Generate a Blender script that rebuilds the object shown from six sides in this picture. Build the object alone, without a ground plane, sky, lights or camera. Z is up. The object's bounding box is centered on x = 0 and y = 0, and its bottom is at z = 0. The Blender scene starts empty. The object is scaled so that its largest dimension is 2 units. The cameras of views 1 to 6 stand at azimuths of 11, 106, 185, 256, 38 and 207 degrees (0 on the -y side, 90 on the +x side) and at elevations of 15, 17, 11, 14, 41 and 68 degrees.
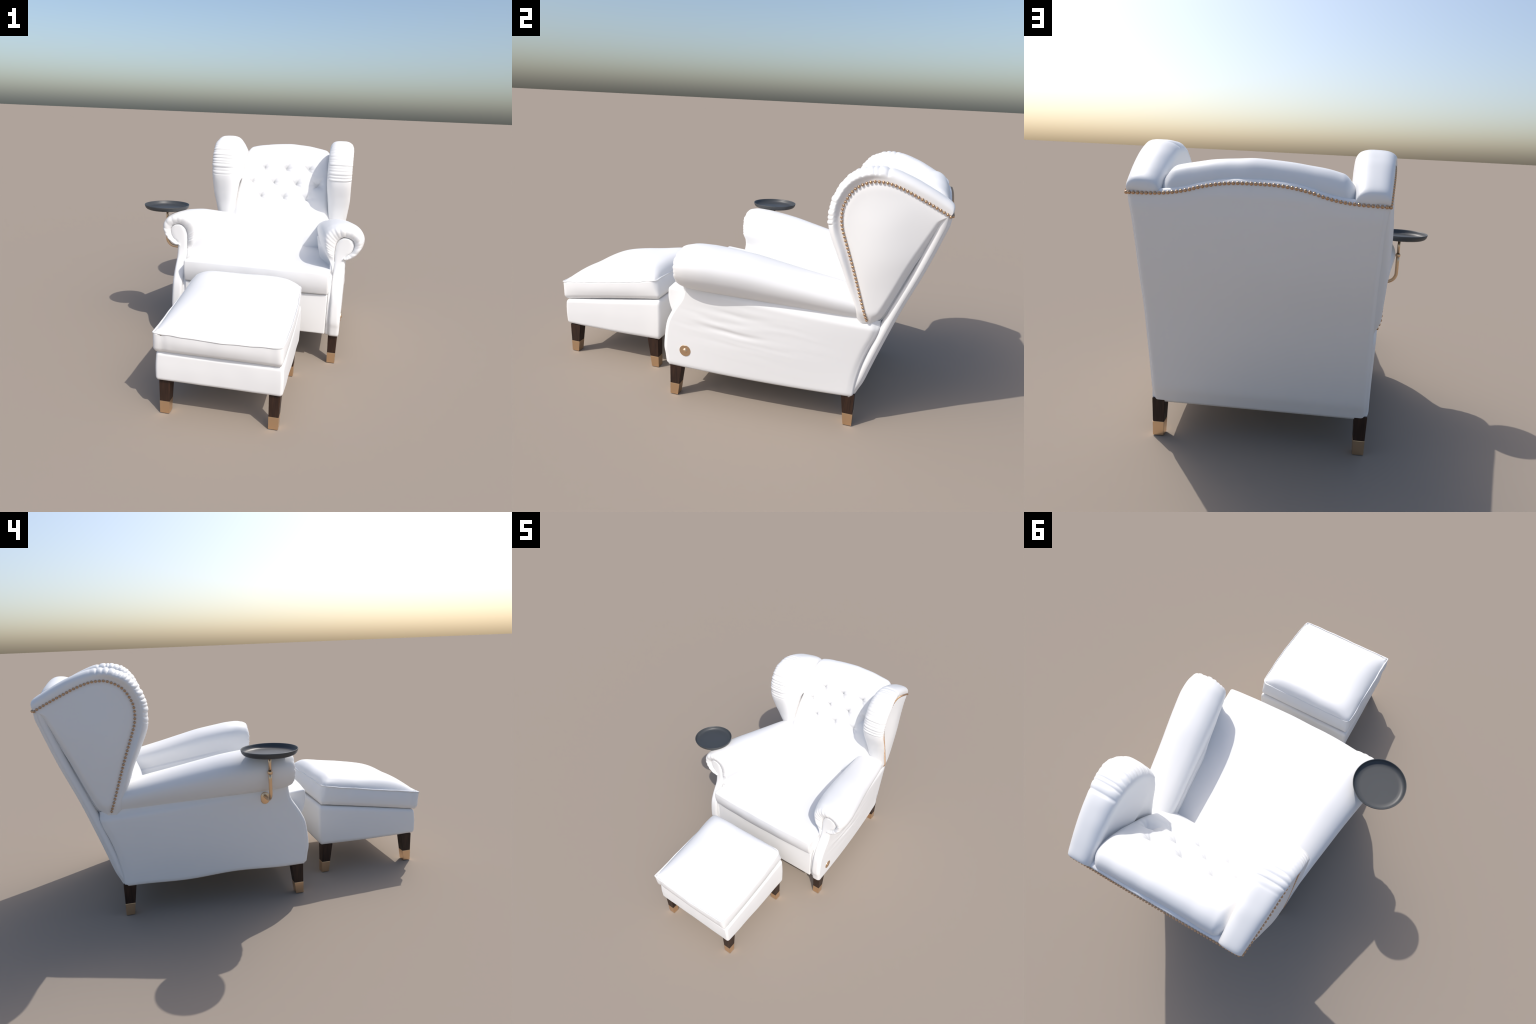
"""White upholstered wing chair with a side tray, and its matching footstool."""
import bpy, math, random
import numpy as np
from mathutils import Vector, Matrix, noise

RNG = random.Random(7)
XC = 0.0738                      # symmetry plane of the chair


# ------------------------------------------------------------------ helpers
def catmull(pts, n, closed=False, uniform=True):
    """Resample control points with a Catmull-Rom spline to n points."""
    P = np.array(pts, float)
    if P.ndim == 1:
        P = P[:, None]
    m = len(P)
    segs = m if closed else m - 1
    dense = []
    for i in range(segs):
        if closed:
            a, b, c, d = P[(i - 1) % m], P[i], P[(i + 1) % m], P[(i + 2) % m]
        else:
            a, b, c, d = P[max(i - 1, 0)], P[i], P[i + 1], P[min(i + 2, m - 1)]
        t = np.linspace(0, 1, 24, endpoint=False)[:, None]
        dense.append(0.5 * (2 * b + (c - a) * t + (2 * a - 5 * b + 4 * c - d) * t ** 2 + (3 * b - a - 3 * c + d) * t ** 3))
    D = np.vstack(dense + [P[:1] if closed else P[-1:]])
    if uniform:
        s = np.concatenate([[0], np.cumsum(np.linalg.norm(np.diff(D, axis=0), axis=1))])
    else:
        s = np.arange(len(D), dtype=float)
    q = np.linspace(0, s[-1], n + 1)[:-1] if closed else np.linspace(0, s[-1], n)
    return np.stack([np.interp(q, s, D[:, k]) for k in range(D.shape[1])], 1)


def smooth(a, b, x):
    t = np.clip((np.asarray(x, float) - a) / (b - a), 0, 1)
    return t * t * (3 - 2 * t)


def curve_of(xs, ys):
    """Smooth 1-D function through a few control values."""
    xs, ys = np.array(xs, float), np.array(ys, float)
    q = catmull(np.stack([xs, ys], 1), 200)
    o = np.argsort(q[:, 0])
    return lambda v: np.interp(v, q[o, 0], q[o, 1])


def new_object(name, mesh, parent=None, mat=None):
    ob = bpy.data.objects.new(name, mesh)
    bpy.context.scene.collection.objects.link(ob)
    if parent is not None:
        ob.parent = parent
    if mat is not None and not mesh.materials:
        mesh.materials.append(mat)
    return ob


def mesh_from(name, verts, faces, smooth_shade=True, flip=False):
    me = bpy.data.meshes.new(name)
    if flip:
        faces = [tuple(reversed(f)) for f in faces]
    me.from_pydata([tuple(map(float, v)) for v in verts], [], faces)
    me.validate()
    me.update()
    if smooth_shade:
        me.shade_smooth()
    return me


def grid_faces(nu, nv, cu=False, cv=False, base=0):
    f = []
    for i in range(nu if cu else nu - 1):
        for j in range(nv if cv else nv - 1):
            a, b = i, (i + 1) % nu
            c, d = j, (j + 1) % nv
            f.append((base + a * nv + c, base + b * nv + c, base + b * nv + d, base + a * nv + d))
    return f


def outward(me):
    """Make the normals of a mesh consistent and outward."""
    import bmesh
    bm = bmesh.new()
    bm.from_mesh(me)
    bmesh.ops.remove_doubles(bm, verts=bm.verts, dist=1e-6)
    bmesh.ops.recalc_face_normals(bm, faces=bm.faces)
    bm.to_mesh(me)
    bm.free()
    me.shade_smooth()
    return me


def mirror_x(V):
    V = np.array(V, float).copy()
    V[..., 0] = 2 * XC - V[..., 0]
    return V


def nz(x, y, z, scale=1.0, seed=0.0):
    return noise.noise(Vector((x * scale + seed, y * scale - 1.7 * seed, z * scale + 0.31 * seed)))


def rounded_box(lo, hi, r, n=40, deform=None, name="box"):
    """Box with rounded edges, finely divided; deform(P) bends it afterwards."""
    lo, hi = np.array(lo, float), np.array(hi, float)
    c, h = (lo + hi) / 2, (hi - lo) / 2
    r = min(r, h.min() * 0.98)
    verts, faces = [], []

    def samples(hk):
        flat = np.linspace(-(hk - r), hk - r, n)
        ang = np.linspace(0, math.pi / 4, 6)[1:]
        edge = (hk - r) + r * np.tan(ang)
        return np.concatenate([-edge[::-1], flat, edge])

    for ax in range(3):
        u, v = (ax + 1) % 3, (ax + 2) % 3
        su, sv = samples(h[u]), samples(h[v])
        for sgn in (-1, 1):
            base = len(verts)
            for a in su:
                for b in sv:
                    p = np.zeros(3)
                    p[ax], p[u], p[v] = sgn * h[ax], a, b
                    q = np.clip(p, -(h - r), h - r)
                    d = p - q
                    l = np.linalg.norm(d)
                    verts.append(c + q + d / l * r)
            g = grid_faces(len(su), len(sv), base=base)
            faces += g if sgn > 0 else [t[::-1] for t in g]
    V = np.array(verts)
    if deform is not None:
        V = np.array([deform(*p) for p in V])
    return outward(mesh_from(name, V, faces))


def tube(path, radius, seg=12, closed=False, name="tube"):
    P = np.array(path, float)
    n = len(P)
    R = radius if hasattr(radius, "__len__") else [radius] * n
    V = []
    up = None
    for i in range(n):
        t = P[(i + 1) % n] - P[i - 1] if closed else P[min(i + 1, n - 1)] - P[max(i - 1, 0)]
        t = Vector(t).normalized()
        if up is None:
            up = t.orthogonal().normalized()
        up = (up - t * up.dot(t)).normalized()
        s = t.cross(up)
        for k in range(seg):
            a = k * math.tau / seg
            V.append(Vector(P[i]) + (up * math.cos(a) + s * math.sin(a)) * R[i])
    F = grid_faces(n, seg, cu=closed, cv=True)
    if not closed:
        F += [tuple(range(seg)), tuple((n - 1) * seg + k for k in reversed(range(seg)))]
    return outward(mesh_from(name, V, F))


def lathe(profile, seg=64, name="lathe"):
    V = [(r * math.cos(k * math.tau / seg), r * math.sin(k * math.tau / seg), z) for r, z in profile for k in range(seg)]
    F = grid_faces(len(profile), seg, cv=True)
    F += [tuple(reversed(range(seg))), tuple((len(profile) - 1) * seg + k for k in range(seg))]
    return mesh_from(name, V, F)


# ---------------------------------------------------------------- materials
def material(name, colour, rough, metal=0.0, build=None, **kw):
    m = bpy.data.materials.new(name)
    m.use_nodes = True
    nt = m.node_tree
    b = nt.nodes["Principled BSDF"]
    b.inputs["Base Color"].default_value = (*colour, 1)
    b.inputs["Roughness"].default_value = rough
    b.inputs["Metallic"].default_value = metal
    for k, v in kw.items():
        b.inputs[k.replace("_", " ")].default_value = v
    if build:
        build(nt, b)
    return m


def grain(scale, strength, dist=0.001, stretch=(1, 1, 1)):
    def f(nt, b):
        tc, mp, no, bu = (nt.nodes.new(t) for t in ("ShaderNodeTexCoord", "ShaderNodeMapping", "ShaderNodeTexNoise", "ShaderNodeBump"))
        mp.inputs["Scale"].default_value = stretch
        no.inputs["Scale"].default_value = scale
        no.inputs["Detail"].default_value = 4
        bu.inputs["Strength"].default_value = strength
        bu.inputs["Distance"].default_value = dist
        nt.links.new(tc.outputs["Object"], mp.inputs[0])
        nt.links.new(mp.outputs[0], no.inputs["Vector"])
        nt.links.new(no.outputs["Fac"], bu.inputs["Height"])
        nt.links.new(bu.outputs[0], b.inputs["Normal"])
    return f


def wood_nodes(nt, b):
    tc, mp, no, rp = (nt.nodes.new(t) for t in ("ShaderNodeTexCoord", "ShaderNodeMapping", "ShaderNodeTexNoise", "ShaderNodeValToRGB"))
    mp.inputs["Scale"].default_value = (190, 190, 9)
    no.inputs["Scale"].default_value = 1.0
    no.inputs["Detail"].default_value = 5
    no.inputs["Distortion"].default_value = 0.6
    rp.color_ramp.elements[0].position, rp.color_ramp.elements[0].color = 0.3, (0.018, 0.010, 0.008, 1)
    rp.color_ramp.elements[1].position, rp.color_ramp.elements[1].color = 0.75, (0.052, 0.026, 0.016, 1)
    nt.links.new(tc.outputs["Object"], mp.inputs[0])
    nt.links.new(mp.outputs[0], no.inputs["Vector"])
    nt.links.new(no.outputs["Fac"], rp.inputs[0])
    nt.links.new(rp.outputs[0], b.inputs["Base Color"])


LEATHER = material("white_leather", (0.80, 0.80, 0.80), 0.5, build=grain(900, 0.05, 0.0004))
WOOD = material("dark_wood", (0.04, 0.02, 0.015), 0.45, build=wood_nodes, Specular_IOR_Level=0.25)
BRASS = material("satin_copper", (0.76, 0.54, 0.345), 0.30, metal=1.0, build=grain(300, 0.03, 0.0005))
STUD = material("darker_copper", (0.60, 0.385, 0.23), 0.34, metal=1.0)  # slightly darker, redder copper than satin_copper, used for the studs
BLACK = material("charcoal_lacquer", (0.045, 0.050, 0.055), 0.45, build=grain(500, 0.03, 0.0004))


# ------------------------------------------------------------ top-level things
def empty(name, loc, label, category):
    e = bpy.data.objects.new(name, None)
    bpy.context.scene.collection.objects.link(e)
    e.location = loc
    e["label"], e["category"] = label, category
    return e


CHAIR = empty("wingback_armchair", (XC, 0.25, 0), "white tufted wingback armchair with copper studs and tray", "armchair")
STOOL = empty("footstool", (0.068, -0.69, 0), "white cushioned footstool on copper-tipped dark wooden legs", "footstool")
bpy.context.view_layer.update()


def part(name, me, parent, mat=None):
    """Child object whose mesh is written in world coordinates."""
    ob = new_object(name, me, parent, mat)
    root = parent
    w = Matrix.Identity(4)
    while root is not None:
        w = root.matrix_local.copy() @ w if root.type == "EMPTY" else w
        root = root.parent
    ob.matrix_parent_inverse = Matrix.Identity(4)
    if parent.type == "EMPTY":
        ob.location = -parent.location
    return ob


# -------------------------------------------------------------------- legs
def leg_mesh(z0, z1, bottom, top, name):
    """Tapered leg centred on x = 0: the outer face (y = 0) stays upright, the inner face (+y) slants."""
    V = []
    for z, (wx, wy) in ((z0, bottom), (z1, top)):
        V += [(-wx / 2, 0, z), (wx / 2, 0, z), (wx / 2, wy, z), (-wx / 2, wy, z)]
    F = [(3, 2, 1, 0), (4, 5, 6, 7), (0, 1, 5, 4), (1, 2, 6, 5), (2, 3, 7, 6), (3, 0, 4, 7)]
    me = mesh_from(name, V, F, smooth_shade=False)
    import bmesh
    bm = bmesh.new()
    bm.from_mesh(me)
    bmesh.ops.bevel(bm, geom=list(bm.edges), offset=0.0016, segments=2, profile=0.6, affect="EDGES")
    bm.to_mesh(me)
    bm.free()
    return me


LEG_ME = leg_mesh(0.060, 0.166, (0.0462, 0.0480), (0.0518, 0.0625), "leg")
LEG_ME.materials.append(WOOD)
TIP_ME = leg_mesh(0.0, 0.0615, (0.0450, 0.0410), (0.0474, 0.0494), "ferrule")
TIP_ME.materials.append(BRASS)


def add_leg(owner, x, y, back):
    leg = bpy.data.objects.new("leg", LEG_ME)
    tip = bpy.data.objects.new("ferrule", TIP_ME)
    for o in (leg, tip):
        bpy.context.scene.collection.objects.link(o)
    leg.parent = owner
    leg.location = Vector((x, y, 0)) - owner.location
    leg.rotation_euler = (0, 0, math.pi if back else 0)
    tip.parent = leg
    tip.location = (0, -0.0007, 0)


for x, y, back in ((0.5315, -0.2215, False), (-0.3825, -0.2215, False), (0.4850, 0.684, True), (-0.3390, 0.684, True)):
    add_leg(CHAIR, x, y, back)
for x, y, back in ((0.3225, -0.953, False), (-0.1885, -0.953, False), (0.3205, -0.4025, True), (-0.1855, -0.4025, True)):
    add_leg(STOOL, x, y, back)


# -------------------------------------------------------------- footstool
OX0, OX1, OY0, OY1 = -0.2265, 0.3585, -0.968, -0.384


def seam_z(y):                       # sloping joint between box and cushion
    return 0.313 + (y + 0.968) / 0.575 * 0.086


def stool_box(x, y, z):
    t = (z - 0.171) / (0.300 - 0.171)
    top = seam_z(y)
    w = 0.171 + t * (top - 0.171)
    u, v = (x - 0.067) / 0.2895, (y + 0.6745) / 0.2895
    bow = 1 + 0.010 * math.sin(math.pi * min(max(t, 0), 1)) * 1.0
    w -= 0.006 * (1 - u * u) * (1 - v * v) * 0 + (0.004 * (1 - v * v) if t < 0.3 else 0) * 1.0
    k = 0.0022 * nz(x, y, z, 9, 3.1)
    return (0.067 + (x - 0.067) * bow + k, -0.6745 + (y + 0.6745) * bow + k, w)


part("footstool_frame", rounded_box((OX0, OY0, 0.171), (OX1, OY1, 0.300), 0.016, 26, stool_box, "footstool_frame"), STOOL, LEATHER)


def stool_edge(s):
    """Wavy top seam of the footstool cushion; s in 0..4 runs round the four sides."""
    corners = [(-0.2275, -0.988), (0.3505, -0.989), (0.3535, -0.405), (-0.2145, -0.411)]
    i = int(s) % 4
    t = s - int(s)
    a, b = np.array(corners[i]), np.array(corners[(i + 1) % 4])
    p = a + (b - a) * t
    d = (b - a) / np.linalg.norm(b - a)
    nrm = np.array([d[1], -d[0]])
    inn = (-0.006, -0.013, 0.002, 0.002)[i] * (4 * t * (1 - t)) ** 0.8 + 0.0035 * nz(p[0], p[1], 0, 14, 2.0) * min(1, 8 * min(t, 1 - t))
    p = p - nrm * inn
    m, c = min(t, 1 - t), (i if t < 0.5 else i + 1) % 4
    if c != 0 and m < 0.06:                # three of the corners are rounded off, one keeps an ear
        cen = np.array([0.067, -0.697])
        p = p + (cen - p) * (0.016 if c == 1 else 0.035) * (1 - m / 0.06) ** 2
    z = 0.4155 + (p[1] + 0.988) / 0.58 * 0.090 + 0.0035 * nz(p[0], p[1], 1.0, 16, 5.0)
    z -= 0.006 * 4 * t * (1 - t) * (1 if i in (0,) else 0.3)
    return np.array([p[0], p[1], z])


def stool_cushion():
    per = 64                                      # samples on each side
    ring = [stool_edge(i + k / per) for i in range(4) for k in range(per)]
    R = np.array(ring)
    N = len(R)
    ctr = np.array([0.067, -0.697])
    verts, rows = [], []
    rnd = random.Random(4)
    # side wall, from bottom seam to top seam
    bl = np.array([[-0.2310, -0.9770], [0.3530, -0.9770], [0.3550, -0.3860], [-0.2215, -0.3900]])

    def bottom(i, t):
        a, b = bl[i], bl[(i + 1) % 4]
        p = a + (b - a) * t
        return np.array([p[0], p[1], seam_z(p[1]) + 0.006])
    for lev in np.linspace(0, 1, 16):
        row = []
        for j in range(N):
            i, t = j // per, (j % per) / per
            b, e = bottom(i, t), R[j]
            p = b + (e - b) * lev
            bulge = 0.008 * math.sin(math.pi * lev) * (4 * t * (1 - t)) ** 0.4
            d = p[:2] - ctr
            dl = np.array([0, -1.0]) if i == 0 else np.array([1.0, 0]) if i == 1 else np.array([0, 1.0]) if i == 2 else np.array([-1.0, 0])
            fold = 0.0
            m = min(t, 1 - t)
            if m < 0.16 and (i in (0, 3)):        # upright folds beside the front left corner
                fold = 0.0035 * math.sin(m * 60) * smooth(0, 0.02, m) * (1 - m / 0.16) * (1 if (i == 0 and t < 0.5) or (i == 3 and t > 0.5) else 0.35)
            p[:2] += dl * (bulge + fold)
            under = 0.012 * max(0, 1 - lev * 6)   # rounded lower edge
            p[:2] -= d / np.linalg.norm(d) * under
            row.append(p)
        rows.append(row)
    # crown: rings from the seam inwards
    levels = np.concatenate([[0.996, 0.988], 1 - np.linspace(0.022, 1, 46) ** 1.0])
    for q in levels:
        row = []
        for j in range(N):
            e = R[j]
            p = ctr + (e[:2] - ctr) * q
            u, v = (p[0] - 0.067) / 0.29, (p[1] + 0.697) / 0.292
            u, v = max(-1, min(1, u)), max(-1, min(1, v))
            base = 0.4155 + (p[1] + 0.988) / 0.58 * 0.090
            fy = 1 - abs(v) ** (11 if v > 0 else 4.4)
            fx = 1 - abs(u) ** 6.5
            fx = max(fx, 0) ** 1.05
            fy = max(fy, 0) ** 1.05
            h = 0.067 * fx * fy
            # creases running in from the corners
            au, av = 1 - abs(u), 1 - abs(v)
            near = max(0.0, 1 - (au + av) / 0.75)
            amp = 0.013 if (u < 0 and v < 0) else 0.006
            ang = math.atan2(av + 1e-6, au + 1e-6)
            h += amp * near * math.sin(math.pi * min(1, (au + av) * 7)) * math.sin(ang * 9 + 1.1 * (u + v))
            h += 0.004 * nz(p[0], p[1], 0, 6, 8.0) * min(1, 6 * min(au, av))
            w = smooth(1.0, 0.90, q)
            z = (e[2] if q > 0.999 else base + (e[2] - base) * (1 - w)) + h - 0.004 * math.exp(-((1 - q) / 0.02) ** 2)
            row.append(np.array([p[0], p[1], z]))
        rows.append(row)
    V = np.array(rows).reshape(-1, 3)
    F = grid_faces(len(rows), N, cv=True)
    F.append(tuple(range(N - 1, -1, -1)))
    me = outward(mesh_from("footstool_cushion", V, F))
    seam = [R[j] + np.array([0, 0, 0.0005]) for j in range(N)]
    return me, tube(seam, [0.0016 + 0.0024 * (1 - float(smooth(0, .08, (j / per) - 1) * smooth(0, .08, 2 - j / per))) for j in range(N)], 8, True, "piping")


me, pip = stool_cushion()
scush = part("footstool_cushion", me, STOOL, LEATHER)
part("piping", pip, scush, LEATHER)


# --------------------------------------------------------------- back panel
BACK_Y = curve_of([0.140, 0.158, 0.190, 0.233, 0.319, 0.435, 0.595, 0.780, 0.946, 1.015, 1.040, 1.095],
                  [0.672, 0.683, 0.698, 0.718, 0.746, 0.785, 0.842, 0.917, 0.974, 0.989, 0.993, 0.994])
BACK_X = curve_of([0.15, 0.19, 0.30, 0.48, 0.64, 0.81, 0.947, 1.03, 1.10],
                  [0.4380, 0.4345, 0.4300, 0.4240, 0.4180, 0.4140, 0.4140, 0.4200, 0.4205])
STUD_Z = curve_of([0, 0.06, 0.12, 0.18, 0.215, 0.27, 0.33, 0.42], [1.0775, 1.0765, 1.0705, 1.058, 1.0475, 1.0365, 1.031, 1.0285])


def back_top(dx):
    return STUD_Z(abs(dx)) + 0.013


def back_panel():
    nz_, ns = 90, 72
    rows = []
    th = 0.052
    for i in range(nz_):
        k = i / (nz_ - 1)
        row = []
        for j in range(ns * 2):
            # section loop: outer face right to left, then inner face back again
            if j < ns:
                u = 1 - 2 * j / (ns - 1)
                u = math.copysign(1 - (1 - abs(u)) ** 1.35, u)
                face = 1.0
            else:
                u = -1 + 2 * (j - ns) / (ns - 1)
                face = 0.0
            zt = back_top(0.42 * u)
            z = 0.151 + (zt - 0.151) * k
            hw = BACK_X(z)
            edge = smooth(0.945, 1.0, abs(u))
            y = BACK_Y(z)
            if face:
                rr = 0.017
                y -= rr * edge ** 2
                y -= 0.0022 * math.exp(-((u * hw) / 0.003) ** 2)       # centre seam
                y += 0.004 * (1 - u * u) * math.sin(math.pi * k)
                y -= 0.010 * smooth(0.985, 1.0, k)
                y += 0.003 * math.exp(-((zt - z - 0.05) / 0.03) ** 2)  # soft swell under the studs
                x = XC + u * hw - math.copysign(0.004 * edge * 0, u)
            else:
                y -= th - 0.008 * edge
                x = XC + u * (hw - 0.004)
            row.append((x, y, z))
        rows.append(row)
    V = np.array(rows).reshape(-1, 3)
    n = ns * 2
    F = grid_faces(nz_, n, cv=True)
    for r in (0, nz_ - 1):
        for j in range(ns - 1):
            F.append((r * n + j, r * n + j + 1, r * n + n - 2 - j, r * n + n - 1 - j))
    return outward(mesh_from("back_panel", V, F))


BACK = part("back_panel", back_panel(), CHAIR, LEATHER)

# stud: a small domed nail head
STUD_ME = lathe([(0.0060, -0.002), (0.0060, 0.0010), (0.0055, 0.0030), (0.0042, 0.0048), (0.0022, 0.0058), (0.0005, 0.0060)], 14, "stud")
STUD_ME.materials.append(STUD)


def add_stud(parent, p, normal):
    o = bpy.data.objects.new("stud", STUD_ME)
    bpy.context.scene.collection.objects.link(o)
    o.parent = parent
    o.rotation_euler = Vector(normal).to_track_quat("Z", "Y").to_euler()
    o.location = Vector(tuple(map(float, p)))


def run_of_studs(parent, path, spacing, normal_of, offset=0.0):
    P = np.array(path)
    s = np.concatenate([[0], np.cumsum(np.linalg.norm(np.diff(P, axis=0), axis=1))])
    n = int(round(s[-1] / spacing))
    for k in range(n + 1):
        q = s[-1] * k / n
        p = np.array([np.interp(q, s, P[:, a]) for a in range(3)])
        nn = np.array(normal_of(p))
        add_stud(parent, p + nn * offset, nn)


xs = np.linspace(-0.4185, 0.4185, 200)
run_of_studs(BACK, [(XC + d, BACK_Y(STUD_Z(abs(d))) + 0.001 - 0.010 * smooth(0.40, 0.42, abs(d)) ** 2, STUD_Z(abs(d))) for d in xs], 0.0142, lambda p: (0, 1, 0.04))


# ------------------------------------------------------------- back cushion
BUTTONS = [(-0.086, 0.990), (0.0735, 0.990), (0.2345, 0.990),
           (-0.165, 0.893), (-0.005, 0.893), (0.156, 0.893), (0.312, 0.893),
           (-0.088, 0.800), (0.0750, 0.800), (0.237, 0.800)]


def back_cushion():
    prof = catmull([(0.530, 0.380), (0.526, 0.46), (0.535, 0.54), (0.565, 0.63), (0.612, 0.72), (0.662, 0.81), (0.708, 0.90), (0.757, 0.99),
                    (0.796, 1.065), (0.832, 1.118), (0.875, 1.147), (0.920, 1.152), (0.953, 1.137), (0.973, 1.108), (0.980, 1.075), (0.978, 1.03)], 190)
    tan = np.gradient(prof, axis=0)
    tan /= np.linalg.norm(tan, axis=1)[:, None]
    nrm = np.stack([-tan[:, 1], tan[:, 0]], 1)            # (y, z) pointing forward/up
    HW = curve_of([0.36, 0.49, 0.63, 0.85, 1.0, 1.10, 1.16], [0.325, 0.338, 0.352, 0.348, 0.338, 0.322, 0.318])
    us = np.concatenate([[-1.0, -1.0], -np.sin(np.linspace(math.pi / 2, 0, 75)), np.sin(np.linspace(0, math.pi / 2, 75))[1:], [1.0, 1.0]])
    depth = np.zeros(len(us))
    depth[0] = depth[-1] = 0.13
    depth[1] = depth[-2] = 0.06
    rows = []
    for i, (y, z) in enumerate(prof):
        row = []
        top = smooth(0.95, 1.10, z)
        for j, u in enumerate(us):
            hw = HW(z)
            x = XC + u * hw
            zz = z - 0.044 * u * u * smooth(0.80, 1.15, z)
            back = (0.036 + 0.014 * float(smooth(0.80, 0.95, z))) * smooth(0.82, 1.0, abs(u)) ** 1.8 * (1 - 0.35 * top) - 0.011 * smooth(.72, .80, z) * smooth(1.08, 1.0, z) * (1 - u ** 4) + depth[j] * (1 - 0.6 * smooth(0.92, 1.0, y))
            # tufting
            off = 0.0
            if 0.70 < z < 1.09:
                for bx, bz in BUTTONS:
                    dx, dz = x - bx, (zz - bz) * 1.13
                    d2 = dx * dx + dz * dz
                    if d2 < 0.0200:
                        d = math.sqrt(d2)
                        a = math.atan2(dz, dx)
                        ray = max(0, math.cos(2 * a)) ** 8 * (0.8 if abs(dx) > abs(dz) else 0.3) + max(0, abs(math.sin(2 * a - 0.25))) ** 14 * 1.2
                        off -= 0.036 * math.exp(-(d / 0.0180) ** 1.2)
                        off -= 0.0090 * math.exp(-(d / 0.042) ** 2)
                        off -= ray * smooth(0.0, 0.012, d) * (0.0078 * math.exp(-(d / 0.034) ** 2) + 0.0026 * math.exp(-(d / 0.075) ** 2))
            off += 0.004 * nz(x, z, 0.3, 5, 1.0) + 0.0015 * nz(x, z, 0.3, 16, 4.0)
            row.append((x, y + nrm[i, 0] * (off - back), zz + nrm[i, 1] * (off - back)))
        rows.append(row)
    V = np.array(rows).reshape(-1, 3)
    F = grid_faces(len(prof), len(us))
    me = outward(mesh_from("back_cushion", V, F))
    return me


part("back_cushion", back_cushion(), CHAIR, LEATHER)


# --------------------------------------------------------------------- wing
# stud line (n) and outer crest of the padded rim (o) in the side view, as (y, z)
RIM = [((.702, .543), (.652, .540)), ((.681, .603), (.629, .614)), ((.653, .687), (.603, .680)), ((.625, .770), (.575, .755)),
       ((.600, .839), (.547, .815)), ((.579, .895), (.520, .875)), ((.563, .940), (.503, .920)), ((.556, .980), (.495, .963)),
       ((.556, 1.012), (.4945, 1.008)), ((.562, 1.045), (.501, 1.052)), ((.588, 1.096), (.529, 1.119)), ((.620, 1.125), (.569, 1.166)),
       ((.663, 1.144), (.626, 1.194)), ((.696, 1.147), (.686, 1.201)), ((.740, 1.142), (.745, 1.195)), ((.800, 1.121), (.815, 1.171)),
       ((.864, 1.091), (.881, 1.140)), ((.930, 1.058), (.948, 1.104)), ((.972, 1.036), (.988, 1.078)), ((.983, 1.029), (.9965, 1.056)),
       ((.976, 1.012), (.988, 1.022)), ((.945, .952), (.955, .944)), ((.870, .800), (.880, .790)), ((.790, .612), (.800, .602)),
       ((.752, .530), (.760, .518)), ((.728, .511), (.725, .498)), ((.709, .520), (.680, .505))]


def stud_x(y, z=1.0):
    t = (y - 0.72) / 0.06
    return 0.530 - 0.150 * 0.06 * (math.log1p(math.exp(t)) if t < 30 else t) + 0.002 - 0.022 * float(smooth(0.585, 0.505, z))


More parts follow.
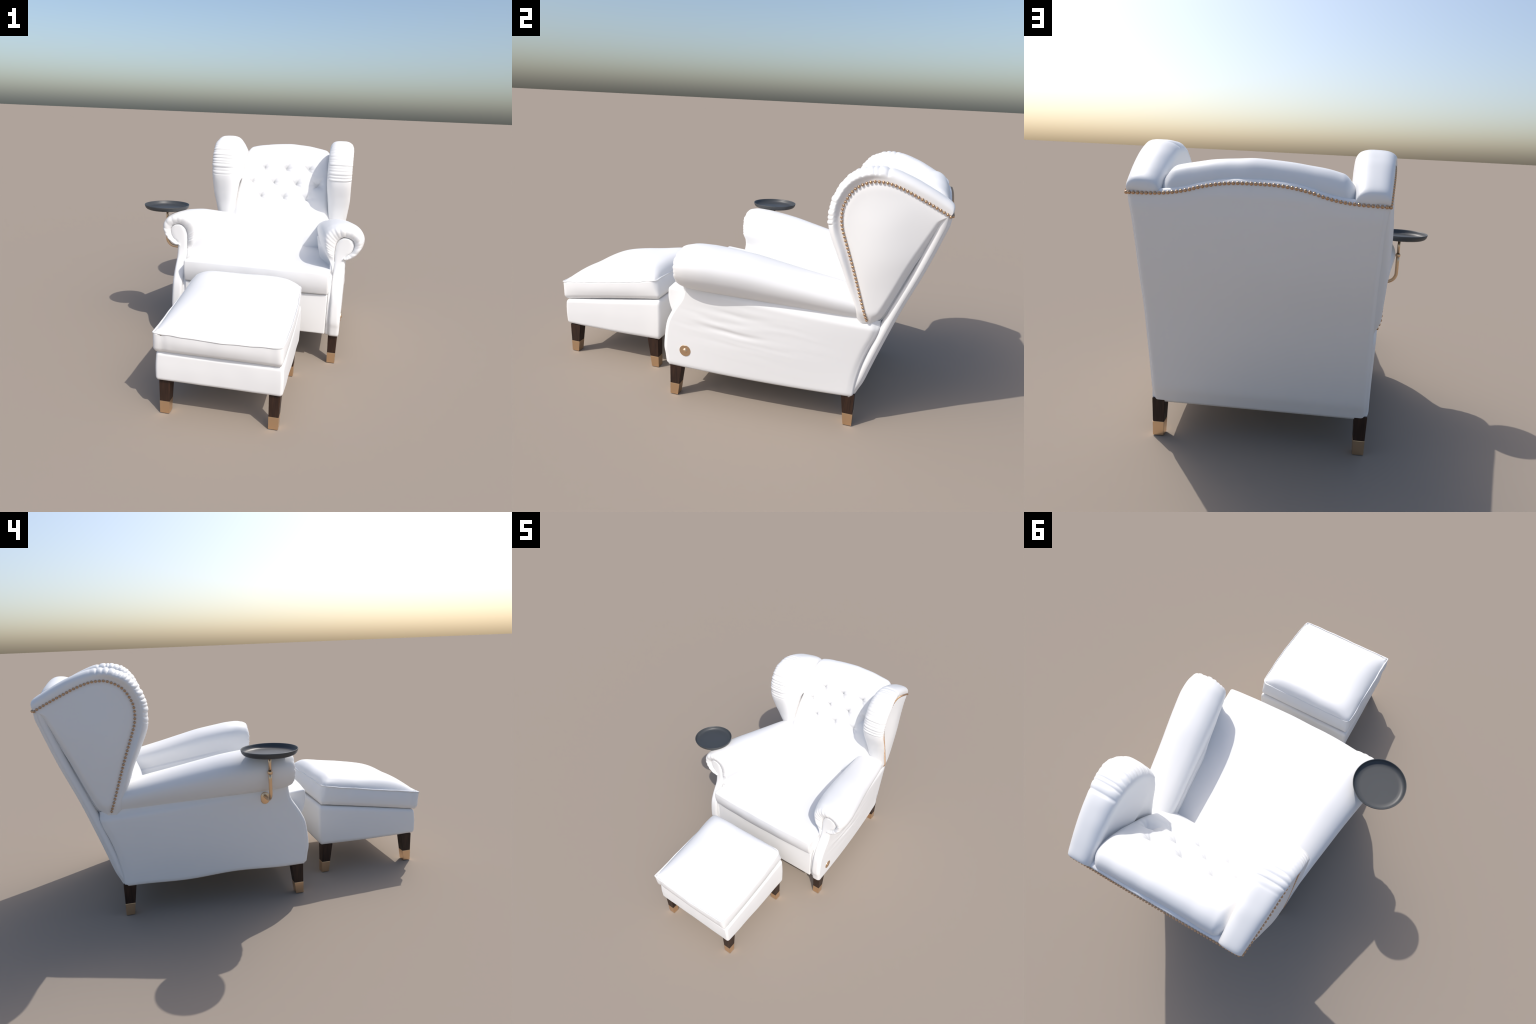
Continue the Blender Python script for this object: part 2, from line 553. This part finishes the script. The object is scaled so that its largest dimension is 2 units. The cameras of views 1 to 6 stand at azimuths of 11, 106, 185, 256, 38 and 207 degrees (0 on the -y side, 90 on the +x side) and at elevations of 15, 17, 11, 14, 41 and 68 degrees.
def wing(sign):
    rnd = random.Random(11 if sign > 0 else 23)
    NP = 560
    ctrl = np.array([list(n) + list(o) for n, o in RIM])
    path = catmull(ctrl, NP, closed=True)
    crest = path[:, 2:]
    seg = np.linalg.norm(np.diff(crest, axis=0, append=crest[:1]), axis=1)
    s = np.concatenate([[0], np.cumsum(seg)])[:-1]

    def s_at(y, z):
        return s[np.argmin((crest[:, 0] - y) ** 2 + (crest[:, 1] - z) ** 2)]
    s0, s1 = s_at(.497, .950), s_at(.730, 1.198)
    s_back, s_bot = s_at(.9965, 1.056), s_at(.725, .498)
    # gathers: crease positions along the crest
    creases = [s0]
    while creases[-1] < s1 - 0.012:
        f = (creases[-1] - s0) / (s1 - s0)
        creases.append(creases[-1] + rnd.uniform(0.015, 0.029) * (0.85 + 0.5 * f))
    creases = np.array(creases)
    amps = [rnd.uniform(0.4, 1.4) for _ in creases]
    skew = [rnd.uniform(-0.25, 0.25) for _ in creases]
    NT = 44
    rows = []
    for i in range(NP):
        ny, nzz, oy, oz = path[i]
        si = s[i]
        on_back = smooth(s_back, s_back + 0.03, si) * (1 - smooth(s_bot + 0.03, s_bot + 0.07, si))
        frontness = smooth(0.76, 0.60, ny) * (1 - on_back)
        xn = stud_x(ny, nzz) - 0.050 * on_back
        bulge = 0.003 + 0.017 * frontness * smooth(0.60, 0.85, nzz) + 0.006 * frontness
        xo = xn + bulge
        xi = 0.388 + 0.024 * smooth(0.95, 0.60, oz) - 0.004 * smooth(0.75, 0.98, oy)
        mid, hw = (xo + xi) / 2, (xo - xi) / 2
        d = np.array([oy - ny, oz - nzz])
        row = [(xn - 0.012, ny - 0.10 * d[0], nzz - 0.10 * d[1]), (xn - 0.001, ny + 0.02 * d[0], nzz + 0.02 * d[1])]
        # which gather are we in
        k = np.searchsorted(creases, si) - 1
        pl = 0.0
        if 0 <= k < len(creases) - 1:
            f = (si - creases[k]) / (creases[k + 1] - creases[k])
            f = f ** (1 + skew[k])
            pl = amps[k] * (abs(math.sin(math.pi * f)) ** 0.45)
        fade = float(smooth(s0 - 0.005, s0 + 0.004, si) * (1 - smooth(s1 - 0.01, s1 + 0.01, si)))
        for j in range(NT):
            th = math.pi * j / (NT - 1)
            c, sn = math.cos(th), math.sin(th)
            x = mid + hw * math.copysign(abs(c) ** (0.62 if c > 0 else 0.75), c)
            f = 0.08 + 0.92 * abs(sn) ** 0.80
            if th < math.pi / 2:
                x -= (xo - xn) * (1 - float(smooth(0.10, 0.62, f)))
            w = float(smooth(0.30, 0.75, sn)) if th > math.pi / 2 else float(smooth(0.12, 0.60, sn))
            amp = 0.0067 * fade * w * (pl - 0.75)
            soft = 0.0015 * nz(x, oy, oz, 12, 2.0 * sign)
            L = np.linalg.norm(d)
            e = f + (amp + soft) / L
            row.append((x + (amp * 0.35 * c), ny + e * d[0], nzz + e * d[1]))
        # inner face, running in towards the middle of the wing
        cy, cz = 0.742, 0.90
        for q in (0.93, 0.82, 0.65, 0.45, 0.22, 0.02):
            py, pz = cy + (ny - cy) * q, cz + (nzz - cz) * q
            row.append((xi + 0.002 - 0.006 * (1 - q), py, pz))
        rows.append(row)
    V = np.array(rows)
    m = V.shape[1]
    W = V.reshape(-1, 3)
    F = grid_faces(NP, m, cu=True)
    # outer panel
    rows = []
    qs = 1 - np.linspace(0, 0.985, 40) ** 1.25
    for i in range(NP):
        ny, nzz, oy, oz = path[i]
        si = s[i]
        on_back = smooth(s_back, s_back + 0.05, si) * (1 - smooth(s_bot - 0.05, s_bot + 0.03, si))
        row = [(stud_x(ny, nzz) - 0.014 - 0.046 * on_back, ny, nzz)]
        for q in qs:
            cy, cz = 0.742, 0.93
            py, pz = cy + (ny - cy) * q, cz + (nzz - cz) * q
            edge = smooth(0.75, 1.0, q)
            x = stud_x(py, pz) + 0.016 * math.exp(-((py - 0.735) / 0.13) ** 2 - ((pz - 0.87) / 0.20) ** 2) * (1 - q ** 6) - 0.030 * on_back * edge ** 2 - 0.003 * edge ** 4
            x += 0.0018 * nz(0, py, pz, 7, 3.0 + sign) * (1 - edge)
            row.append((x, py, pz))
        rows.append(row)
    P = np.array(rows)
    pv = P.reshape(-1, 3)
    pf = grid_faces(NP, P.shape[1], cu=True)
    pf.append(tuple(i * P.shape[1] + P.shape[1] - 1 for i in range(NP)))
    # stud line from lower tip to the back corner
    i1 = int(np.argmin((path[:, 0] - .985) ** 2 + (path[:, 1] - 1.028) ** 2))
    line = [(stud_x(p[0], p[1]) + 0.001 , p[0], p[1]) for k, p in enumerate(path[:i1 + 1])]
    if sign < 0:
        W, pv, line = mirror_x(W), mirror_x(pv), mirror_x(line)
    ob = part("wing", outward(mesh_from("wing", W, F)), CHAIR, LEATHER)
    part("wing_panel", outward(mesh_from("wing_panel", pv, pf)), ob, LEATHER)
    run_of_studs(ob, line, 0.0168, lambda p: (sign, 0, 0), 0.0004)


wing(1)
wing(-1)


# --------------------------------------------------------------------- arms
ROLL = [  # section of the arm roll: (u across, w up) and the matching point of the front scroll (x, z)
    ((.50, -.62), (.520, .44)), ((.36, -.60), (.505, .45)), ((.31, -.36), (.503, .50)), ((.235, -.13), (.503, .56)), ((.07, .22), (.503, .61)), ((.00, .56), (.5035, .65)),
    ((.035, .78), (.509, .682)), ((.17, .93), (.520, .702)), ((.36, .995), (.537, .716)), ((.55, 1.0), (.556, .721)),
    ((.745, .945), (.580, .715)), ((.90, .82), (.597, .704)), ((.985, .63), (.607, .684)), ((.965, .41), (.604, .660)),
    ((.865, .20), (.592, .637)), ((.74, .065), (.575, .625)), ((.60, .00), (.563, .613)), ((.50, .03), (.556, .605)), ((.47, -.30), (.545, .56))]
R_TOP = curve_of([-.25, -.17, -.10, -.04, 0, .15, .27, .41, .55, .65, .72], [.772, .782, .788, .787, .784, .7645, .740, .7095, .679, .653, .63])
R_OUT = curve_of([-.25, -.17, -.10, -.03, .05, .22, .42, .52, .60, .665, .705], [.653, .659, .663, .660, .646, .611, .574, .557, .542, .524, .496])
R_IN = curve_of([-.25, -.17, -.10, 0, .11, .33, .53, .70], [.440, .436, .424, .404, .391, .369, .348, .337])


def crease_z(y):
    return 0.591 - 0.092 * (y + 0.167)


def front_y(z):
    return FRONT(z)


FRONT = curve_of([.15, .174, .22, .259, .329, .39, .434, .47, .518, .557, .60, .66, .73],
                 [-.236, -.241, -.2475, -.2545, -.250, -.240, -.221, -.200, -.169, -.157, -.152, -.151, -.151])


def arm_roll(sign):
    rnd = random.Random(31 if sign > 0 else 47)
    sec = catmull([list(a) + list(b) for a, b in ROLL], 150, closed=True, uniform=True)
    M = len(sec)
    # arc position used for the gathers: runs over the head from inside to the scroll end
    ang = np.cumsum(np.linalg.norm(np.diff(sec[:, :2], axis=0, prepend=sec[:1, :2]), axis=1))
    ang /= ang[-1]
    a0, a1 = 0.17, 0.80
    cr = [a0]
    while cr[-1] < a1:
        cr.append(cr[-1] + (rnd.uniform(0.018, 0.034) if cr[-1] < 0.42 else rnd.uniform(0.026, 0.055)))
    amps = [rnd.uniform(0.5, 1.2) for _ in cr]
    rings = [(y, 0.0) for y in np.linspace(0.705, -0.060, 46)]
    rings += [(-0.0710, 0), (-0.0860, .0), (-0.0990, .006), (-0.1120, .018), (-0.1190, .036), (-0.1300, .062), (-0.1400, .098), (-0.1480, .142), (-0.1540, .195), (-0.1585, .255), (-0.1615, .32), (-0.1635, .40),
              (-0.1640, .48), (-0.1635, .56), (-0.1620, .64), (-0.1600, .72), (-0.1575, .80), (-0.1545, .87), (-0.1500, .93), (-0.1430, .98), (-0.1310, 1.0)]
    rows = []
    for y, s in rings:
        ys = max(y, -.13)
        xi, xo, zt, zc = R_IN(ys), R_OUT(ys), R_TOP(ys), crease_z(y)
        row = []
        for j in range(M):
            u, w, px, pz = sec[j]
            if u < .45 and w < .25 and y > -.12:                              # inside face drops straight to the seat further back
                u = u * (1 - 0.75 * float(smooth(-.11, .22, y)))
            x, z = xi + u * (xo - xi), zc + w * (zt - zc)
            q = s
            X, Z, Y = x + (px - x) * q, z + (pz - z) * q, y
            k = int(np.searchsorted(cr, ang[j])) - 1
            if 0 <= k < len(cr) - 1:
                f = (ang[j] - cr[k]) / (cr[k + 1] - cr[k])
                b = amps[k] * abs(math.sin(math.pi * f)) ** 0.36
                wt = float(smooth(0.02, 0.30, s)) * (1 - 0.3 * float(smooth(0.85, 1, s)))
                Y -= 0.0052 * wt * (b - 0.8)
                X += 0.004 * wt * (b - 0.8) * (0.2 if u < .15 else 1) * (1 if u > .5 else -1)
                Z += 0.004 * wt * (b - 0.8)
            if y < -.10:                                            # the stem end stays behind the front panel
                lim = -.10 if u > .45 else max(Y, FRONT(min(max(Z, .40), .70)) + 0.004)
                Y += (max(Y, lim) - Y) * float(smooth(0.02, -0.12, w) if u > .45 else smooth(0.30, 0.0, w))
            if s < 0.1:
                n_ = 0.0022 * nz(X, Y * 0.4, Z, 8, 6.0 * sign)
                X += n_
                Z += n_
            row.append((X, Y, Z))
        rows.append(row)
    V = np.array(rows).reshape(-1, 3)
    F = grid_faces(len(rows), M, cv=True)
    F.append(tuple(range(M)))
    F.append(tuple((len(rows) - 1) * M + j for j in reversed(range(M))))
    if sign < 0:
        V = mirror_x(V)
    return outward(mesh_from("arm", V, F))


def padded_strip(name, zs, xl, xr, yfun, puff, depth, sign, ns=26, power=2.6):
    """Upholstered strip seen from the front: rows of (left, right) at heights zs, domed towards -y."""
    rows = []
    for z, l, r in zip(zs, xl, xr):
        row = []
        c, h = (l + r) / 2, (r - l) / 2
        y = yfun(z)
        tip = min(1.0, h / 0.024)
        row.append((l + 0.002, y + depth, z))
        for s in np.linspace(-1, 1, ns):
            ss = math.sin(s * math.pi / 2)
            dome = (1 - abs(ss) ** power)
            row.append((c + h * ss, y + 0.008 - (puff + 0.008) * dome ** 0.55 * tip, z))
        row.append((r - 0.002, y + depth, z))
        rows.append(row)
    V = np.array(rows)
    n, m = V.shape[:2]
    V = V.reshape(-1, 3)
    F = grid_faces(n, m, cv=True) + [tuple(range(m)), tuple((n - 1) * m + j for j in reversed(range(m)))]
    if sign < 0:
        V = mirror_x(V)
    return outward(mesh_from(name, V, F))


def scroll_panel(sign):
    left = catmull([(.5065, .168), (.505, .22), (.504, .30), (.504, .40), (.503, .52), (.5025, .61), (.5035, .655), (.509, .682), (.520, .702), (.537, .7155), (.556, .7205)], 120)
    right = catmull([(.561, .168), (.5635, .20), (.562, .27), (.5605, .377), (.562, .49), (.5625, .58), (.564, .607), (.577, .624), (.593, .637), (.604, .66), (.607, .684), (.5975, .704), (.580, .7155), (.557, .7206)], 140)
    ol, orr = np.argsort(left[:, 1]), np.argsort(right[:, 1])
    zs = np.concatenate([np.linspace(.168, .176, 4), np.linspace(.18, .60, 60), np.linspace(.605, .70, 36), .7205 - 0.0205 * (1 - np.linspace(0.05, 1, 14)) ** 2])
    xl = np.interp(zs, left[ol, 1], left[ol, 0])
    xr = np.interp(zs, right[orr, 1], right[orr, 0])

    def yf(z):
        return FRONT(z) + 0.006 + 0.010 * smooth(.178, .168, z)
    return padded_strip("arm_front_panel", zs, xl, xr, yf, 0.007, 0.034, sign, power=4.0)


def side_panel(sign):
    """Outer side below the roll."""
    ny_, nz_ = 110, 70
    BOT = curve_of([.159, .222, .288, .345, .406, .455, .497, .53, .60], [.676, .681, .692, .706, .726, .746, .758, .757, .75])
    rows = []
    for i in range(ny_):
        a = i / (ny_ - 1)
        row = [None]
        for j in range(nz_):
            b = j / (nz_ - 1)
            z = 0.166 + b * (0.58 - 0.166)
            yf = FRONT(min(z, .575)) + 0.014
            yb = BOT(z)
            y = yf + a * (yb - yf)
            zt = crease_z(y) - 0.004
            z0 = 0.166 - 0.010 * a ** 1.5
            z = z0 + b * (zt + 0.034 - z0)
            yf = FRONT(min(z, .575)) + 0.014
            y = yf + a * (BOT(z) - yf)
            if sign < 0:
                z -= (0.007 * math.sin(a * 9.5 + 1.2) * math.sin(math.pi * a) - 0.004 * math.sin(math.pi * a)) * (1 - b) ** 3
            else:
                z -= 0.004 * math.sin(math.pi * a) * (1 - b) ** 3
            x = 0.5625 - 0.048 * a ** 1.9 - 0.008 * a ** 4 * b
            x += 0.008 * math.sin(math.pi * b) * math.sin(math.pi * a) - 0.015 * smooth(0.88, 1.0, b) * smooth(0.02, 0.2, a)
            x -= 0.010 * smooth(0.955, 1.0, a) ** 2 * (0.3 + b)
            x += 0.0015 - 0.004 * smooth(0.05, 0.0, b) ** 2
            # drag folds in the leather
            k = 1.0 if sign > 0 else 0.25
            m = math.exp(-((a - 0.30) / 0.22) ** 2) * math.exp(-((b - 0.58) / 0.22) ** 2) + 0.25 * math.sin(math.pi * a) * math.sin(math.pi * b)
            ph = z + 0.09 * y + 0.012 * nz(0, y, z, 5, 2)
            x += k * m * (0.0022 * nz(0, y * 2.2, ph * 24, 1.0, 9.0) + 0.0014 * nz(0, y * 3.5, ph * 50, 1.0, 2.0))
            if sign > 0:                                           # a few longer drag lines below the roll
                for y0, y1, z0, sl, am in ((-.11, .26, .405, .085, .0024), (-.09, .17, .449, .080, .0023), (.00, .30, .489, .060, .0013), (.10, .42, .350, .07, .0007)):
                    if y0 < y < y1:
                        dz = z - (z0 - sl * (y - y0 - .03)) + 0.004 * nz(0, y, z0, 9, 1)
                        x -= am * math.sin(math.pi * (y - y0) / (y1 - y0)) * (math.exp(-(dz / 0.012) ** 2) - 0.6 * math.exp(-((dz - 0.022) / 0.015) ** 2))
            row.append((x, y, z))
        row[0] = (row[1][0] - 0.03, row[1][1], row[1][2] + 0.003)
        rows.append(row)
    front = [(p[0] - 0.03, p[1] + 0.002, p[2]) for p in rows[0]]
    back = [(p[0] - 0.03, p[1] + 0.006, p[2]) for p in rows[-1]]
    rows = [front] + rows + [back]
    V = np.array(rows)
    n, m = V.shape[:2]
    V = V.reshape(-1, 3)
    F = grid_faces(n, m)
    flip = False
    if sign < 0:
        V = mirror_x(V)
        flip = True
    me = mesh_from("side_panel", V, F, flip=not flip)
    import bmesh
    return me


for sg in (1, -1):
    arm = part("arm", arm_roll(sg), CHAIR, LEATHER)
    part("arm_front_panel", scroll_panel(sg), arm, LEATHER)
    zz = np.linspace(.170, .60, 50)
    part("inner_arm_panel", padded_strip("inner_arm_panel", zz, np.full(50, .4865), np.full(50, .509), lambda z: FRONT(z) + 0.017, 0.004, 0.05, sg), arm, LEATHER)
    part("side_panel", side_panel(sg), arm, LEATHER)
    core = rounded_box((0.481, -0.150, 0.40), (0.528, 0.34, 0.580), 0.008, 8, None, "arm_core")
    if sg < 0:
        core.transform(Matrix.Translation((2 * XC, 0, 0)) @ Matrix.Diagonal((-1, 1, 1, 1)))
        core.flip_normals()
    part("arm_core", core, arm, LEATHER)


# ------------------------------------------------------------ seat and apron
def seat_shape(x, y, z):
    u = (x - XC) / 0.414
    v = (y + 0.268) / 0.80                     # 0 front .. 1 back
    t = (z - 0.412) / (0.545 - 0.412)          # 0 bottom .. 1 top
    top = 0.541 - 0.055 * max(v, 0) + 0.010 * (1 - u * u) * math.sin(math.pi * min(1, max(0, v + 0.25)))
    zz = 0.412 + t * (top - 0.412)
    if t > 0.6:
        zz += 0.003 * nz(x, y, 0, 7, 1.5)
    f = math.exp(-(v / 0.12) ** 2)
    yy = y - f * (0.014 * (1 - u * u) + 0.006 * math.sin(math.pi * min(1, max(0, t))) - 0.004) + f * 0.020 * (1 - t) ** 2 + 0.003 * f * nz(x, 0, z, 9, 2.2)
    return (x, yy, zz)


seat = part("seat_cushion", rounded_box((XC - 0.414, -0.268, 0.412), (XC + 0.414, 0.60, 0.545), 0.011, 60, seat_shape, "seat_cushion"), CHAIR, LEATHER)


def apron_shape(x, y, z):
    u, t = (x - XC) / 0.412, (z - 0.292) / 0.115
    return (x, y - 0.006 * (1 - u ** 4) * (1 - t * t) if y < -0.22 else y, z + 0.0012 * nz(x, 0, z, 18, 1))


part("apron", rounded_box((XC - 0.4115, -0.238, 0.177), (XC + 0.4115, -0.19, 0.4085), 0.007, 40, apron_shape, "apron"), CHAIR, LEATHER)
part("seat_frame", rounded_box((XC - 0.452, -0.20, 0.178), (XC + 0.452, 0.66, 0.44), 0.01, 6,
                               lambda x, y, z: (XC + (x - XC) * (1 - 0.10 * (y + 0.2) / 0.86), y, z), "seat_frame"), CHAIR, LEATHER)


# ------------------------------------------------------- tray and brass knob
def in_world(me, loc, rot=None):
    me.transform(Matrix.Translation(loc) @ (rot.to_matrix().to_4x4() if rot else Matrix.Identity(4)))
    return me


tray_root = part("tray_holder", tube([(-0.4085, -0.028, 0.552), (-0.44, -0.0285, 0.5525), (-0.462, -0.0287, 0.5535)] + [
    (-0.4755 - 0.048 * math.sin(a), -0.029, 0.603 - 0.048 * math.cos(a)) for a in np.linspace(0, math.pi / 2, 14)] +
    [(-0.5235, -0.029, 0.66), (-0.5235, -0.029, 0.697)], 0.0087, 18, False, "tray_holder"), CHAIR, BRASS)
part("post", tube([(-0.5235, -0.029, 0.690), (-0.5235, -0.029, 0.783)], 0.0070, 18, False, "post"), tray_root, BRASS)
part("collar", in_world(lathe([(0.008, -0.010), (0.0112, -0.009), (0.0122, -0.005), (0.0122, 0.003), (0.0112, 0.006), (0.0085, 0.0065), (0.0080, 0.010), (0.007, 0.0102)], 32, "collar"), (-0.5235, -0.029, 0.697)), tray_root, BRASS)


def stadium(r, half, thick, name):
    out = []
    n = 20
    for k in range(n + 1):
        a = math.pi * k / n
        out.append((r * math.cos(a), half + r * math.sin(a)))
    for k in range(n + 1):
        a = math.pi + math.pi * k / n
        out.append((r * math.cos(a), -half + r * math.sin(a)))
    rows = [(1.0, 0.0), (1.0, thick * 0.75), (0.94, thick)]
    V = [(0, y * s, z * s) if False else (-h, y * s, z * s) for s, h in rows for y, z in out]
    m = len(out)
    F = grid_faces(3, m, cv=True) + [tuple(range(m)), tuple(2 * m + k for k in reversed(range(m)))]
    return outward(mesh_from(name, V, F))


part("mounting_plate", in_world(stadium(0.0215, 0.0085, 0.006, "mounting_plate"), (-0.4150, -0.028, 0.542)), tray_root, BRASS)
for dz in (-0.006,):
    me = lathe([(0.0032, 0), (0.0030, 0.001), (0.0012, 0.0016)], 14, "screw")
    part("screw", in_world(me, (-0.4207, -0.0385, 0.540 + dz), Vector((-1, 0, 0)).to_track_quat("Z", "Y")), tray_root, BRASS)
part("dish", in_world(lathe([(0.0004, 0.0), (0.096, 0.0), (0.113, 0.0015), (0.122, 0.0055), (0.1285, 0.0125), (0.1320, 0.022), (0.1330, 0.0275), (0.1320, 0.0292), (0.1300, 0.0285),
                             (0.1283, 0.022), (0.1240, 0.0140), (0.1185, 0.0090), (0.110, 0.0065), (0.096, 0.0058), (0.0004, 0.0058)], 96, "dish"), (-0.5253, -0.0285, 0.7815)), tray_root, BLACK)

knob = part("round_badge", in_world(lathe([(0.0290, -0.004), (0.0290, 0.0010), (0.0286, 0.0018), (0.0280, 0.0021), (0.0278, 0.00211), (0.0128, 0.0022), (0.0126, 0.00221), (0.0122, 0.0026), (0.0114, 0.0042), (0.0094, 0.0061), (0.0064, 0.0075), (0.0030, 0.0082), (0.0006, 0.0083)], 48, "round_badge"),
                                    (0.5648, -0.137, 0.2575), Vector((1, 0.02, 0)).to_track_quat("Z", "Y")), CHAIR, BRASS)
